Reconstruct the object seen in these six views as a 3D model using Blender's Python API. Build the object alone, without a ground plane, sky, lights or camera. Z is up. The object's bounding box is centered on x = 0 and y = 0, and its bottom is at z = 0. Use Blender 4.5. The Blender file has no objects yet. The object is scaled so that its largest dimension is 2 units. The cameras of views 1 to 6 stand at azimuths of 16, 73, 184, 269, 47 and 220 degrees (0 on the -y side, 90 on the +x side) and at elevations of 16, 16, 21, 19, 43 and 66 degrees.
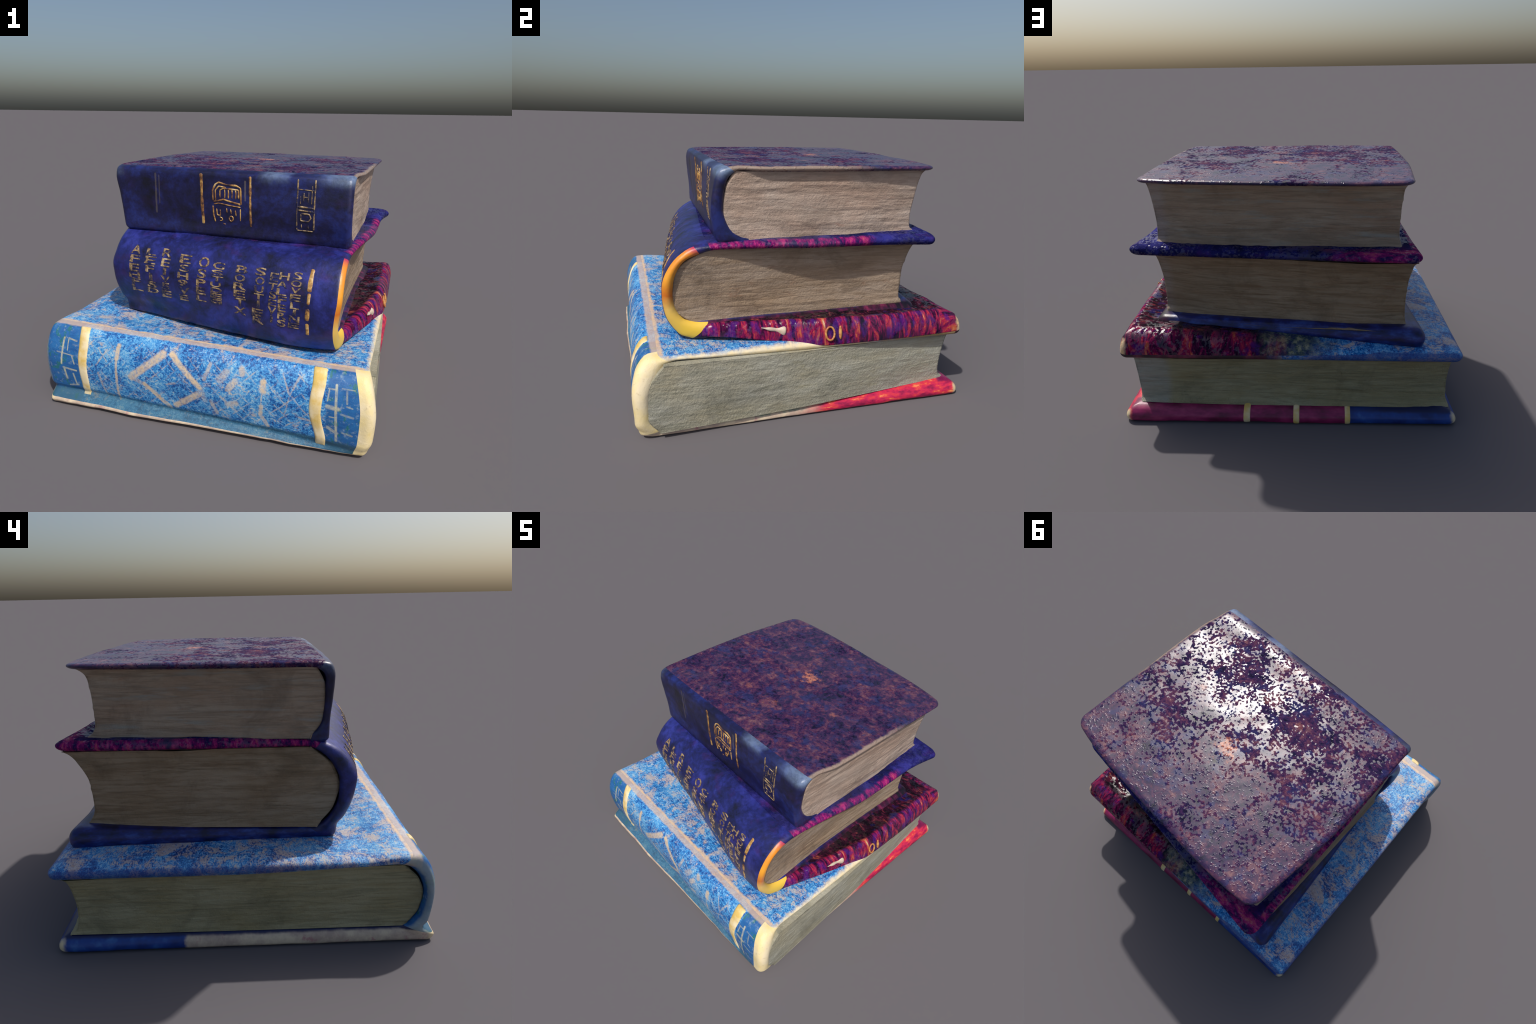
"""A stack of three old hardback books (with a thin red booklet slipped in between):
every cover is a bent shell (front board - spine - back board) lofted between a
left and a right end profile, every page block is a lofted block with hollow sides."""
import bpy, math
import numpy as np

# ----------------------------------------------------------------------------
# small numeric helpers
# ----------------------------------------------------------------------------
def _hash(ix, iy, iz, seed):
    n = (ix * 374761393 + iy * 668265263 + iz * 2147483647 + seed * 974711) & 0xFFFFFFFF
    n = ((n ^ (n >> 13)) * 1274126177) & 0xFFFFFFFF
    n = ((n ^ (n >> 16)) * 2246822519) & 0xFFFFFFFF
    return ((n ^ (n >> 15)) & 0xFFFFFF) / float(0xFFFFFF) * 2 - 1


def noise3(P, scale=(1, 1, 1), seed=0):
    """smooth value noise in [-1, 1] at points P (..., 3)"""
    q = np.asarray(P, float) * np.asarray(scale, float)
    i = np.floor(q).astype(np.int64)
    f = q - i
    f = f * f * (3 - 2 * f)
    out = 0.0
    for dx in (0, 1):
        for dy in (0, 1):
            for dz in (0, 1):
                w = ((f[..., 0] if dx else 1 - f[..., 0]) *
                     (f[..., 1] if dy else 1 - f[..., 1]) *
                     (f[..., 2] if dz else 1 - f[..., 2]))
                out = out + w * _hash(i[..., 0] + dx, i[..., 1] + dy, i[..., 2] + dz, seed)
    return out


def pchip(xk, yk):
    """monotone cubic through knots; yk may be (n, c). Returns a function."""
    xk = np.asarray(xk, float)
    yk = np.asarray(yk, float)
    one = yk.ndim == 1
    if one:
        yk = yk[:, None]
    h = np.diff(xk)
    dl = np.diff(yk, axis=0) / h[:, None]
    m = np.zeros_like(yk)
    for k in range(1, len(xk) - 1):
        w1, w2 = 2 * h[k] + h[k - 1], h[k] + 2 * h[k - 1]
        a, b = dl[k - 1], dl[k]
        ok = a * b > 0
        den = np.where(ok, w1 / np.where(ok, a, 1) + w2 / np.where(ok, b, 1), 1)
        m[k] = np.where(ok, (w1 + w2) / den, 0)
    m[0], m[-1] = dl[0], dl[-1]

    def f(x):
        x = np.clip(np.asarray(x, float), xk[0], xk[-1])
        k = np.clip(np.searchsorted(xk, x, side='right') - 1, 0, len(xk) - 2)
        t = ((x - xk[k]) / h[k])[..., None]
        hh = h[k][..., None]
        r = ((2 * t**3 - 3 * t**2 + 1) * yk[k] + (t**3 - 2 * t**2 + t) * hh * m[k] +
             (-2 * t**3 + 3 * t**2) * yk[k + 1] + (t**3 - t**2) * hh * m[k + 1])
        return r[..., 0] if one else r
    return f


def unit(v):
    return v / np.maximum(np.linalg.norm(v, axis=-1, keepdims=True), 1e-9)


def border_grid(n, length, edge, n_edge):
    """0..1 samples, refined within `edge` metres of both ends"""
    e = edge / length
    a = e * (1 - np.cos(np.linspace(0, 1, n_edge) * math.pi / 2))
    mid = np.linspace(e, 1 - e, n)[1:-1]
    return np.concatenate([a, mid, 1 - a[::-1]])


# ----------------------------------------------------------------------------
# objects
# ----------------------------------------------------------------------------
def thing(name, base, label, category):
    e = bpy.data.objects.new(name, None)
    e.location = base
    e.empty_display_size = 0.1
    e["label"] = label
    e["category"] = category
    bpy.context.scene.collection.objects.link(e)
    return e


def mesh_object(name, verts, faces, mat, parent, normals=None, smooth=True):
    """child whose object coordinates equal world coordinates"""
    me = bpy.data.meshes.new(name)
    verts = np.array(verts, float)
    verts[:, 2] = np.maximum(verts[:, 2], 0)
    me.from_pydata([tuple(v) for v in verts.tolist()], [], faces)
    me.update()
    me.polygons.foreach_set("use_smooth", [smooth] * len(me.polygons))
    if normals is not None:
        me.normals_split_custom_set_from_vertices([tuple(v) for v in normals.tolist()])
    me.materials.append(mat)
    return place(name, me, parent)


def place(name, me, parent):
    ob = bpy.data.objects.new(name, me)
    bpy.context.scene.collection.objects.link(ob)
    ob.parent = parent
    off = np.zeros(3)
    p = parent
    while p is not None:
        off += np.array(p.location)
        p = p.parent
    ob.location = tuple(-off)
    return ob


def vertex_normals(V, F):
    F = np.asarray(F)
    n = np.cross(V[F[:, 2]] - V[F[:, 0]], V[F[:, 3]] - V[F[:, 1]])
    N = np.zeros_like(V)
    for k in range(4):
        np.add.at(N, F[:, k], n)
    return unit(N)


# ----------------------------------------------------------------------------
# bent cover shell
# ----------------------------------------------------------------------------
class Cover:
    """rows: (Lx, Loy, Loz, Liy, Liz,  Rx, Roy, Roz, Riy, Riz,  bias, ro, ri,  by, bz)
    L / R: left / right end profile, o: outer skin, i: inner skin; rows run from
    the fore-edge of the front board round the spine to the fore-edge of the back
    board.  At its border both skins close on a tip that lies `bias` of the way
    from the outer to the inner skin, rounding off over ro / ri metres;
    by, bz bow the sheet between its two ends."""

    def __init__(self, rows, corner=0.05, warp=None, seed=0, lumps=0.004, skew=0.0):
        self.skew = skew
        r = np.array(rows, float)
        self.r = r
        mid = np.stack([(r[:, 1] + r[:, 6]) / 2, (r[:, 2] + r[:, 7]) / 2], 1)
        sk = np.concatenate([[0], np.cumsum(np.linalg.norm(np.diff(mid, axis=0), axis=1))])
        self.length = sk[-1]
        self.width = float(np.mean(r[:, 5] - r[:, 0]))
        self.sk = sk / sk[-1]
        self.f = pchip(self.sk, r)
        self.corner, self.warp, self.seed, self.lumps = corner, warp, seed, lumps

    def skins(self, s, t):
        q = self.f(s)
        e = t[..., None]
        L, R = q[..., 0:5], q[..., 5:10]
        m = L * (1 - e) + R * e
        O = m[..., [0, 1, 2]].copy()
        I = m[..., [0, 3, 4]].copy()
        flat = (1 - (2 * t - 1)**4) * (1 + self.skew * (2 * t - 1))
        O[..., 1] += q[..., 13] * flat
        I[..., 1] += q[..., 13] * flat
        O[..., 2] += q[..., 14] * flat
        if self.warp is not None:
            self.warp(O, I, s, t)
        return O, I, q[..., 10], q[..., 11], q[..., 12]

    def shape(self, s, t):
        c = self.corner
        W, H = self.width, self.length
        a = np.minimum(t, 1 - t) * W
        b = np.minimum(s, 1 - s) * H
        p = np.clip((c - a) / c, 0, 1)
        q = np.clip((c - b) / c, 0, 1)
        p2 = p * np.sqrt(1 - q * q / 2)
        q2 = q * np.sqrt(1 - p * p / 2)
        inside = (p > 0) & (q > 0)
        a2 = np.where(inside, c * (1 - p2), a)
        b2 = np.where(inside, c * (1 - q2), b)
        t2 = np.where(t < .5, a2 / W, 1 - a2 / W)
        s2 = np.where(s < .5, b2 / H, 1 - b2 / H)
        d = np.where(inside, c - c * np.hypot(p2, q2), np.minimum(a, b))
        d = np.maximum(d, 0)
        O, I, bias, ro, ri = self.skins(s2, t2)
        T = O + (I - O) * bias[..., None]
        g = lambda x: np.sqrt(np.maximum(0, 1 - (1 - np.clip(x, 0, 1))**2))
        go, gi = g(d / ro)[..., None], g(d / ri)[..., None]
        n = unit(O - I)
        lump = (noise3(O, (5, 5, 5), self.seed) + .5 * noise3(O, (13, 13, 13), self.seed + 1)
                + .25 * noise3(O, (31, 31, 31), self.seed + 2))
        Oo = T + (O - T) * go + n * (lump * self.lumps)[..., None] * go
        Ii = T + (I - T) * gi
        Oo = Oo + (n * (lump * self.lumps)[..., None]) * (1 - go) * .6
        Ii = Ii + (n * (lump * self.lumps)[..., None]) * (1 - gi) * .6
        return Oo, Ii

    def build(self, parent, pieces, ns=150, nt=150, edge=.10, ne=14):
        """pieces: function(s, t, is_outer) -> piece index array ; names/materials list"""
        fn, specs = pieces
        # s samples: refine where the profile turns
        ss = [np.linspace(self.sk[k], self.sk[k + 1], max(4, int(ns * max(self.sk[k + 1] - self.sk[k], .025))), endpoint=False)
              for k in range(len(self.sk) - 1)]
        e = edge / self.length
        s = np.unique(np.concatenate([np.concatenate(ss), [1.0],
                                      e * (1 - np.cos(np.linspace(0, 1, ne) * math.pi / 2)),
                                      1 - e * (1 - np.cos(np.linspace(0, 1, ne) * math.pi / 2))]).round(6))
        s = s[np.concatenate([[True], np.diff(s) > 2e-4])]
        s[-1] = 1.0
        t = border_grid(nt, self.width, edge, ne)
        S, Tt = np.meshgrid(s, t, indexing='ij')
        O, I = self.shape(S, Tt)
        a, b = S.shape
        idO = np.arange(a * b).reshape(a, b)
        idI = idO + a * b
        border = np.zeros((a, b), bool)
        border[[0, -1], :] = True
        border[:, [0, -1]] = True
        idI = np.where(border, idO, idI)
        V = np.concatenate([O.reshape(-1, 3), I.reshape(-1, 3)])
        fo = np.stack([idO[:-1, :-1], idO[1:, :-1], idO[1:, 1:], idO[:-1, 1:]], -1).reshape(-1, 4)
        fi = np.stack([idI[:-1, :-1], idI[:-1, 1:], idI[1:, 1:], idI[1:, :-1]], -1).reshape(-1, 4)
        sc = ((S[:-1, :-1] + S[1:, 1:]) / 2).ravel()
        tc = ((Tt[:-1, :-1] + Tt[1:, 1:]) / 2).ravel()
        F = np.concatenate([fo, fi])
        N = vertex_normals(V, F)
        lab = np.concatenate([fn(sc, tc, True), fn(sc, tc, False)])
        out = {}
        for k, (name, mat) in enumerate(specs):
            f = F[lab == k]
            if len(f) == 0:
                continue
            used, inv = np.unique(f, return_inverse=True)
            out[name] = mesh_object(name, V[used], inv.reshape(-1, 4).tolist(), mat, parent, N[used])
        return out

    # chart on the outer skin --------------------------------------------------
    def s_of(self, row):
        """s at a fractional knot row"""
        return float(np.interp(row, np.arange(len(self.sk)), self.sk))

    def on_skin(self, s, t, lift):
        s, t = np.asarray(s, float), np.asarray(t, float)
        e = 1e-3
        P, _ = self.shape(s, t)
        Ps, _ = self.shape(np.clip(s + e, 0, 1), t)
        Pt, _ = self.shape(s, np.clip(t + e, 0, 1))
        n = unit(np.cross(Ps - P, Pt - P))
        return P + n * np.asarray(lift)[..., None]

    def chart(self, x, z, row0, row1):
        """(s, t) of the outer-skin point seen at x, z on the spine between two rows"""
        x, z = np.asarray(x, float), np.asarray(z, float)
        s = np.linspace(self.s_of(row0), self.s_of(row1), 160)
        t = np.clip((x - self.r[:, 0].mean()) / (self.r[:, 5].mean() - self.r[:, 0].mean()), 0, 1)
        out_s = np.zeros_like(x)
        for _ in range(2):
            q = self.f(s)
            for i, (zz, tt) in enumerate(zip(z.ravel(), t.ravel())):
                prof = q[:, 2] * (1 - tt) + q[:, 7] * tt + q[:, 14] * (1 - (2 * tt - 1)**4) * (1 + self.skew * (2 * tt - 1))
                out_s.ravel()[i] = np.interp(-zz, -prof, s)
            qq = self.f(out_s)
            t = np.clip((x - qq[..., 0]) / (qq[..., 5] - qq[..., 0]), 0.001, .999)
        return out_s, t

    def ribbons(self, name, lines, mat, parent, rows, lift=.003, kind=None):
        """raised strokes on the spine: each line is (half_width, [(x, z), ...])"""
        V, F, base = [], [], 0
        for w, pts in lines:
            p = np.array(pts, float)
            seg = np.linalg.norm(np.diff(p, axis=0), axis=1)
            cum = np.concatenate([[0], np.cumsum(seg)])
            n = max(3, int(cum[-1] / .008) + 1)
            u = np.linspace(0, cum[-1], n)
            c = np.stack([np.interp(u, cum, p[:, 0]), np.interp(u, cum, p[:, 1])], 1)
            d = unit(np.gradient(c, axis=0))
            nrm = np.stack([-d[:, 1], d[:, 0]], 1)
            ww = w * (1 + .25 * noise3(np.stack([c[:, 0] * 40, c[:, 1] * 40, np.zeros(n)], 1), seed=5))
            ww[0] *= .4
            ww[-1] *= .4
            off = np.array([-1, -.6, 0, .6, 1])
            hgt = np.array([-.002, lift * .8, lift, lift * .8, -.002])
            Q = c[:, None, :] + nrm[:, None, :] * (ww[:, None] * off)[..., None]
            s, t = self.chart(Q[..., 0], Q[..., 1], *rows)
            H = np.broadcast_to(hgt, s.shape).copy()
            H[0] = H[-1] = -.002
            P = self.on_skin(s, t, H)
            ids = base + np.arange(n * 5).reshape(n, 5)
            f = np.stack([ids[:-1, :-1], ids[1:, :-1], ids[1:, 1:], ids[:-1, 1:]], -1).reshape(-1, 4)
            V.append(P.reshape(-1, 3))
            F.append(f)
            base += n * 5
        V, F = np.concatenate(V), np.concatenate(F)
        nn = np.cross(V[F[:, 1]] - V[F[:, 0]], V[F[:, 2]] - V[F[:, 0]])
        F = np.where((nn[:, 1] > 0)[:, None], F[:, ::-1], F)
        ob = mesh_object(name, V, F.tolist(), mat, parent)
        return ob

    def letters(self, name, items, mat, parent, rows, lift=.003):
        """raised letters on the spine: (character, x centre, z centre, width, height, slant)"""
        V, F, base = [], [], 0
        for ch, x, z, w, h, sl in items:
            v, f = glyph(ch)
            px, pz = x + v[:, 0] * w + sl * v[:, 1] * h, z + v[:, 1] * h
            s, t = self.chart(px, pz, *rows)
            V.append(self.on_skin(s, t, np.where(v[:, 2] > 0, lift, -.004)))
            F += [[base + i for i in q] for q in f]
            base += len(v)
        return mesh_object(name, np.concatenate(V), F, mat, parent, smooth=False)

    def strip(self, name, s0, s1, t0, t1, mat, parent, lift=.004, n=40, m=8, edge=None):
        """raised strip on the outer skin; edge(u) -> (t0, t1) offsets for wavy sides"""
        u = np.linspace(0, 1, n)
        v = np.linspace(0, 1, m)
        U, Vv = np.meshgrid(u, v, indexing='ij')
        a, b = (t0, t1) if edge is None else edge(U)
        T = a + (b - a) * Vv
        S = s0 + (s1 - s0) * U
        prof = np.sqrt(np.maximum(0, 1 - (2 * Vv - 1)**2)) ** .6
        cap = np.sqrt(np.clip(np.minimum(U, 1 - U) / .03, 0, 1))
        top = self.on_skin(S, T, lift * prof * cap - .0015 * (1 - prof * cap))
        bot = self.on_skin(S, T, np.full_like(S, -.004))
        return slab(name, top, bot, mat, parent)


_glyphs = {}


def glyph(ch):
    """letter of the built-in font as a solid in the unit box centred on 0"""
    if ch not in _glyphs:
        cu = bpy.data.curves.new("glyph_helper", 'FONT')
        cu.body = ch
        cu.extrude = .05
        cu.offset = .012
        cu.resolution_u = 3
        ob = bpy.data.objects.new("glyph_helper", cu)
        bpy.context.scene.collection.objects.link(ob)
        dg = bpy.context.evaluated_depsgraph_get()
        me = bpy.data.meshes.new_from_object(ob.evaluated_get(dg))
        v = np.array([q.co[:] for q in me.vertices])
        f = [list(p.vertices) for p in me.polygons]
        lo, hi = v.min(0), v.max(0)
        v = (v - (lo + hi) / 2) / np.maximum(hi - lo, [.42, .1, .01])
        bpy.data.objects.remove(ob)
        bpy.data.curves.remove(cu)
        bpy.data.meshes.remove(me)
        _glyphs[ch] = (v, f)
    return _glyphs[ch]


def slab(name, top, bot, mat, parent):
    a, b = top.shape[:2]
    it = np.arange(a * b).reshape(a, b)
    ib = it + a * b
    F = []
    for i in range(a - 1):
        for j in range(b - 1):
            F.append([it[i, j], it[i + 1, j], it[i + 1, j + 1], it[i, j + 1]])
            F.append([ib[i, j], ib[i, j + 1], ib[i + 1, j + 1], ib[i + 1, j]])
    loop = ([(i, 0) for i in range(a)] + [(a - 1, j) for j in range(1, b)] +
            [(i, b - 1) for i in range(a - 2, -1, -1)] + [(0, j) for j in range(b - 2, 0, -1)])
    for k in range(len(loop)):
        p, q = loop[k], loop[(k + 1) % len(loop)]
        F.append([it[q], it[p], ib[p], ib[q]])
    F = [[int(x) for x in f] for f in F]
    return mesh_object(name, np.concatenate([top.reshape(-1, 3), bot.reshape(-1, 3)]), F, mat, parent)


# ----------------------------------------------------------------------------
# page block
# ----------------------------------------------------------------------------
def page_block(parent, mat, front_l, front_r, back_l, back_r, xl, xr, zb, zt, seed, amp=.004, name="page_block",
               right_bulge=.0, back_bulge=0.0, left_bulge=0.0, hollow_x=.010, right_leaf=.5, flare=.018):
    """front_*/back_*: [(c, y)] with c = 0 bottom .. 1 top, at the left / right end.
    xl, xr: x at (front bottom, front top, back bottom, back top).
    zb, zt: z at (front left, front right, back left, back right)."""
    fl, fr, bl, br = (pchip(*np.array(q, float).T) for q in (front_l, front_r, back_l, back_r))

    def bil(q, u, v):
        return (q[0] * (1 - u) + q[1] * u) * (1 - v) + (q[2] * (1 - u) + q[3] * u) * v

    def P(a, b, c):
        yf = fl(c) * (1 - a) + fr(c) * a
        yb = bl(c) * (1 - a) + br(c) * a
        y = yf + (yb - yf) * b
        x0 = bil(xl, c, b)
        x1 = bil(xr, c, b)
        hollow = np.sin(np.pi * np.clip(c, 0, 1))
        y = y + back_bulge * b * (1 - (2 * a - 1)**4)
        x0 = x0 + .008 * hollow - left_bulge * np.sin(np.pi * b)
        x1 = x1 - hollow_x * hollow + right_bulge * np.sin(np.pi * b)
        fl_ = flare * (np.exp(-c / .035) + .6 * np.exp(-(1 - c) / .035))
        x0, x1 = x0 - fl_, x1 + fl_ * .15
        y = y + fl_ * b
        x = x0 + (x1 - x0) * a
        z = bil(zb, a, b) * (1 - c) + bil(zt, a, b) * c
        return np.stack([x, y, z], -1)

    na, nb, nc = 170, 170, 90
    rnd = .012
    def lin(n, L):
        return border_grid(n, L, .03, 7)
    A, B, C = lin(na, 1.6), lin(nb, 1.4), lin(nc, .4)
    verts, faces = [], []
    base = 0

    def add(a, b, c, flip, kind):
        nonlocal base
        Q = P(a, b, c)
        n0, n1 = Q.shape[:2]
        du = np.gradient(Q, axis=0)
        dv = np.gradient(Q, axis=1)
        n = unit(np.cross(du, dv)) * (-1 if flip else 1)
        # round the vertical corners
        if kind != 'flat':
            e = np.minimum(np.minimum(a, 1 - a) * 1.6 if kind == 'back' else np.minimum(b, 1 - b) * 1.4, rnd) / rnd
            inset = rnd * (1 - np.sqrt(np.maximum(0, 1 - (1 - e)**2))) * .5
            gain = np.where(Q[..., 0] > .7, right_leaf, 1.0) if kind == 'side' else 1.3
            W = Q + np.array([0, 0, .010]) * noise3(Q, (4, 4, 6), seed + 9)[..., None]
            leaf = ((noise3(W, (2.6, 2.6, 26), seed) * 1.0 + noise3(W, (5, 5, 60), seed + 3) * .7) * gain +
                    noise3(Q, (3.5, 3.5, 8), seed + 5) * 1.2 + noise3(Q, (28, 28, 60), seed + 7) * .35)
            fade = np.clip(e, 0, 1)
            Q = Q + n * (leaf * amp * fade - inset)[..., None]
        verts.append(Q.reshape(-1, 3))
        ids = base + np.arange(n0 * n1).reshape(n0, n1)
        f = np.stack([ids[:-1, :-1], ids[1:, :-1], ids[1:, 1:], ids[:-1, 1:]], -1).reshape(-1, 4)
        if flip:
            f = f[:, ::-1]
        faces.append(f)
        base += n0 * n1

    g = lambda p, q: np.meshgrid(p, q, indexing='ij')
    b_, c_ = g(B, C)
    add(np.ones_like(b_), b_, c_, False, 'side')
    add(np.zeros_like(b_), b_, c_, True, 'side')
    a_, c_ = g(A, C)
    add(a_, np.ones_like(a_), c_, True, 'back')
    add(a_, np.zeros_like(a_), c_, False, 'back')
    a_, b_ = g(np.linspace(0, 1, 12), np.linspace(0, 1, 12))
    add(a_, b_, np.ones_like(a_), False, 'flat')
    add(a_, b_, np.zeros_like(a_), True, 'flat')
    V = np.concatenate(verts)
    F = np.concatenate(faces)
    return mesh_object(name, V, F.tolist(), mat, parent)


# ----------------------------------------------------------------------------
# materials
# ----------------------------------------------------------------------------
class Mat:
    def __init__(self, name):
        self.m = bpy.data.materials.new(name)
        self.m.use_nodes = True
        self.t = self.m.node_tree
        self.bsdf = self.t.nodes["Principled BSDF"]
        self.co = self.t.nodes.new("ShaderNodeTexCoord").outputs["Object"]
        self.sep = None

    def node(self, kind, **inp):
        n = self.t.nodes.new(kind)
        for k, v in inp.items():
            self.set(n.inputs[k.replace("_", " ")], v)
        return n

    def set(self, sock, v):
        if isinstance(v, bpy.types.NodeSocket):
            self.t.links.new(v, sock)
        else:
            sock.default_value = v

    def axis(self, k):
        if self.sep is None:
            self.sep = self.node("ShaderNodeSeparateXYZ", Vector=self.co)
        return self.sep.outputs["XYZ".index(k)]

    def stretch(self, scale, rot=(0, 0, 0), co=None):
        n = self.t.nodes.new("ShaderNodeMapping")
        self.set(n.inputs["Vector"], co or self.co)
        n.inputs["Scale"].default_value = scale
        n.inputs["Rotation"].default_value = rot
        return n.outputs[0]

    def noise(self, scale, detail=4, rough=.55, co=None, dist=0.0, color=False):
        n = self.node("ShaderNodeTexNoise", Vector=co or self.co, Scale=scale, Detail=detail, Roughness=rough, Distortion=dist)
        return n.outputs["Color" if color else "Fac"]

    def voronoi(self, scale, co=None, feature='F1', out="Distance"):
        n = self.t.nodes.new("ShaderNodeTexVoronoi")
        n.feature = feature
        self.set(n.inputs["Vector"], co or self.co)
        n.inputs["Scale"].default_value = scale
        return n.outputs[out]

    def ramp(self, fac, stops, interp='LINEAR'):
        n = self.t.nodes.new("ShaderNodeValToRGB")
        n.color_ramp.interpolation = interp
        el = n.color_ramp.elements
        while len(el) < len(stops):
            el.new(.5)
        for e, (p, c) in zip(el, stops):
            e.position = p
            c = (c, c, c) if isinstance(c, (int, float)) else c
            e.color = (*c, 1)
        self.set(n.inputs["Fac"], fac)
        return n.outputs["Color"]

    def mix(self, fac, a, b, mode='MIX'):
        n = self.t.nodes.new("ShaderNodeMix")
        n.data_type = 'RGBA'
        n.blend_type = mode
        self.set(n.inputs[0], fac)
        for s, v in ((n.inputs[6], a), (n.inputs[7], b)):
            self.set(s, (*v, 1) if isinstance(v, tuple) and len(v) == 3 else v)
        return n.outputs[2]

    def math(self, op, a, b=0.0, c=None, clamp=False):
        n = self.t.nodes.new("ShaderNodeMath")
        n.operation = op
        n.use_clamp = clamp
        self.set(n.inputs[0], a)
        self.set(n.inputs[1], b)
        if c is not None:
            self.set(n.inputs[2], c)
        return n.outputs[0]

    def step(self, v, lo, hi):
        """0 below lo, 1 above hi (or reversed when hi < lo)"""
        n = self.t.nodes.new("ShaderNodeMapRange")
        n.interpolation_type = 'SMOOTHSTEP'
        rev = hi < lo
        self.set(n.inputs["Value"], v)
        n.inputs["From Min"].default_value = min(lo, hi)
        n.inputs["From Max"].default_value = max(lo, hi)
        n.inputs["To Min"].default_value = 1.0 if rev else 0.0
        n.inputs["To Max"].default_value = 0.0 if rev else 1.0
        return n.outputs["Result"]

    def wobble(self, v, amount, scale=8, detail=3):
        """coordinate v jittered by noise"""
        return self.math('MULTIPLY_ADD', self.math('SUBTRACT', self.noise(scale, detail), .5), amount, v)

    def bump(self, height, strength=.5, dist=.01, prev=None):
        n = self.node("ShaderNodeBump", Height=height, Strength=strength, Distance=dist)
        if prev is not None:
            self.set(n.inputs["Normal"], prev)
        return n.outputs[0]

    def finish(self, color, rough=.6, normal=None, spec=.5):
        self.set(self.bsdf.inputs["Base Color"], (*color, 1) if isinstance(color, tuple) else color)
        self.set(self.bsdf.inputs["Roughness"], rough)
        self.set(self.bsdf.inputs["Specular IOR Level"], spec)
        if normal is not None:
            self.set(self.bsdf.inputs["Normal"], normal)
        return self.m


def seg_masks(m, segs, fuzz, scale=26):
    """union of soft worn strokes in the x-z plane: (x0, z0, x1, z1, half width, strength)"""
    flat = m.node("ShaderNodeCombineXYZ", X=m.axis('X'), Z=m.axis('Z')).outputs[0]
    wob = m.math('MULTIPLY', m.math('SUBTRACT', m.noise(scale, 5, .7), .5), fuzz)

    def vm(op, a, b):
        n = m.t.nodes.new("ShaderNodeVectorMath")
        n.operation = op
        m.set(n.inputs[0], a)
        if op == 'SCALE':
            m.set(n.inputs["Scale"], b)
        elif b is not None:
            m.set(n.inputs[1], b)
        return n.outputs["Value" if op in ('DOT_PRODUCT', 'LENGTH') else "Vector"]
    total = None
    for x0, z0, x1, z1, w, k in segs:
        B = (x1 - x0, 0, z1 - z0)
        L2 = B[0]**2 + B[2]**2
        a = vm('SUBTRACT', flat, (x0, 0, z0))
        h = m.math('DIVIDE', vm('DOT_PRODUCT', a, B), L2, clamp=True)
        d = vm('LENGTH', vm('SUBTRACT', a, vm('SCALE', B, h)), None)
        v = m.math('MULTIPLY', m.step(m.math('ADD', d, wob), w * 1.35, w * .55), k)
        total = v if total is None else m.math('MAXIMUM', total, v)
    return total


def paper(name, warm, pale, dark, stain, grit=1.0, right=.6, cool=None, shade=(.96, .90, .72)):
    m = Mat(name)
    streak = m.noise(1, 5, .65, m.stretch((3.2, 3.2, 46)), 1.1)
    broad = m.noise(3.0, 4, .6, m.stretch((1, 1, 2.2)))
    fine = m.noise(1, 3, .6, m.stretch((8, 8, 120)), .8)
    col = m.mix(m.ramp(broad, [(.35, 0), (.65, 1)]), pale, warm)
    col = m.mix(m.math('MULTIPLY', m.ramp(streak, [(.44, 0), (.66, 1)]), .8), col, dark)
    col = m.mix(m.math('MULTIPLY', m.ramp(fine, [(.55, 0), (.8, 1)]), .4), col, tuple(c * 1.2 for c in pale))
    spots = m.noise(6, 5, .7, m.stretch((1, 1, 3)))
    col = m.mix(m.math('MULTIPLY', m.ramp(spots, [(.60, 0), (.76, 1)]), .55), col, stain)
    grime = m.noise(2.6, 6, .7, dist=.8)
    col = m.mix(m.ramp(grime, [(.52, 0), (.70, .55)]), col, tuple(c * .55 for c in dark))
    if cool is not None:
        col = m.mix(m.ramp(m.noise(1, 4, .65, m.stretch((3, 3, 26))), [(.54, 0), (.68, .55)]), col, m.mix(m.step(m.axis('X'), .70, .74), cool, col))
    # left and back faces are tinted darker and browner than the right-hand face
    tone = m.mix(m.math('MULTIPLY', m.step(m.axis('X'), .74, .68), .75), (1, 1, 1), shade)
    col = m.mix(1.0, col, tone, 'MULTIPLY')
    # the right-hand face is worn rough and shows fewer leaves
    leaf = m.math('MULTIPLY', m.math('SUBTRACT', streak, .5), m.math('MULTIPLY_ADD', m.step(m.axis('X'), .70, .74), right - 1, 1.0))
    n = m.bump(leaf, .6, .014)
    n = m.bump(m.noise(70, 4, .72), .7 * grit, .006, n)
    return m.finish(col, .7, n, .3)


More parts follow.
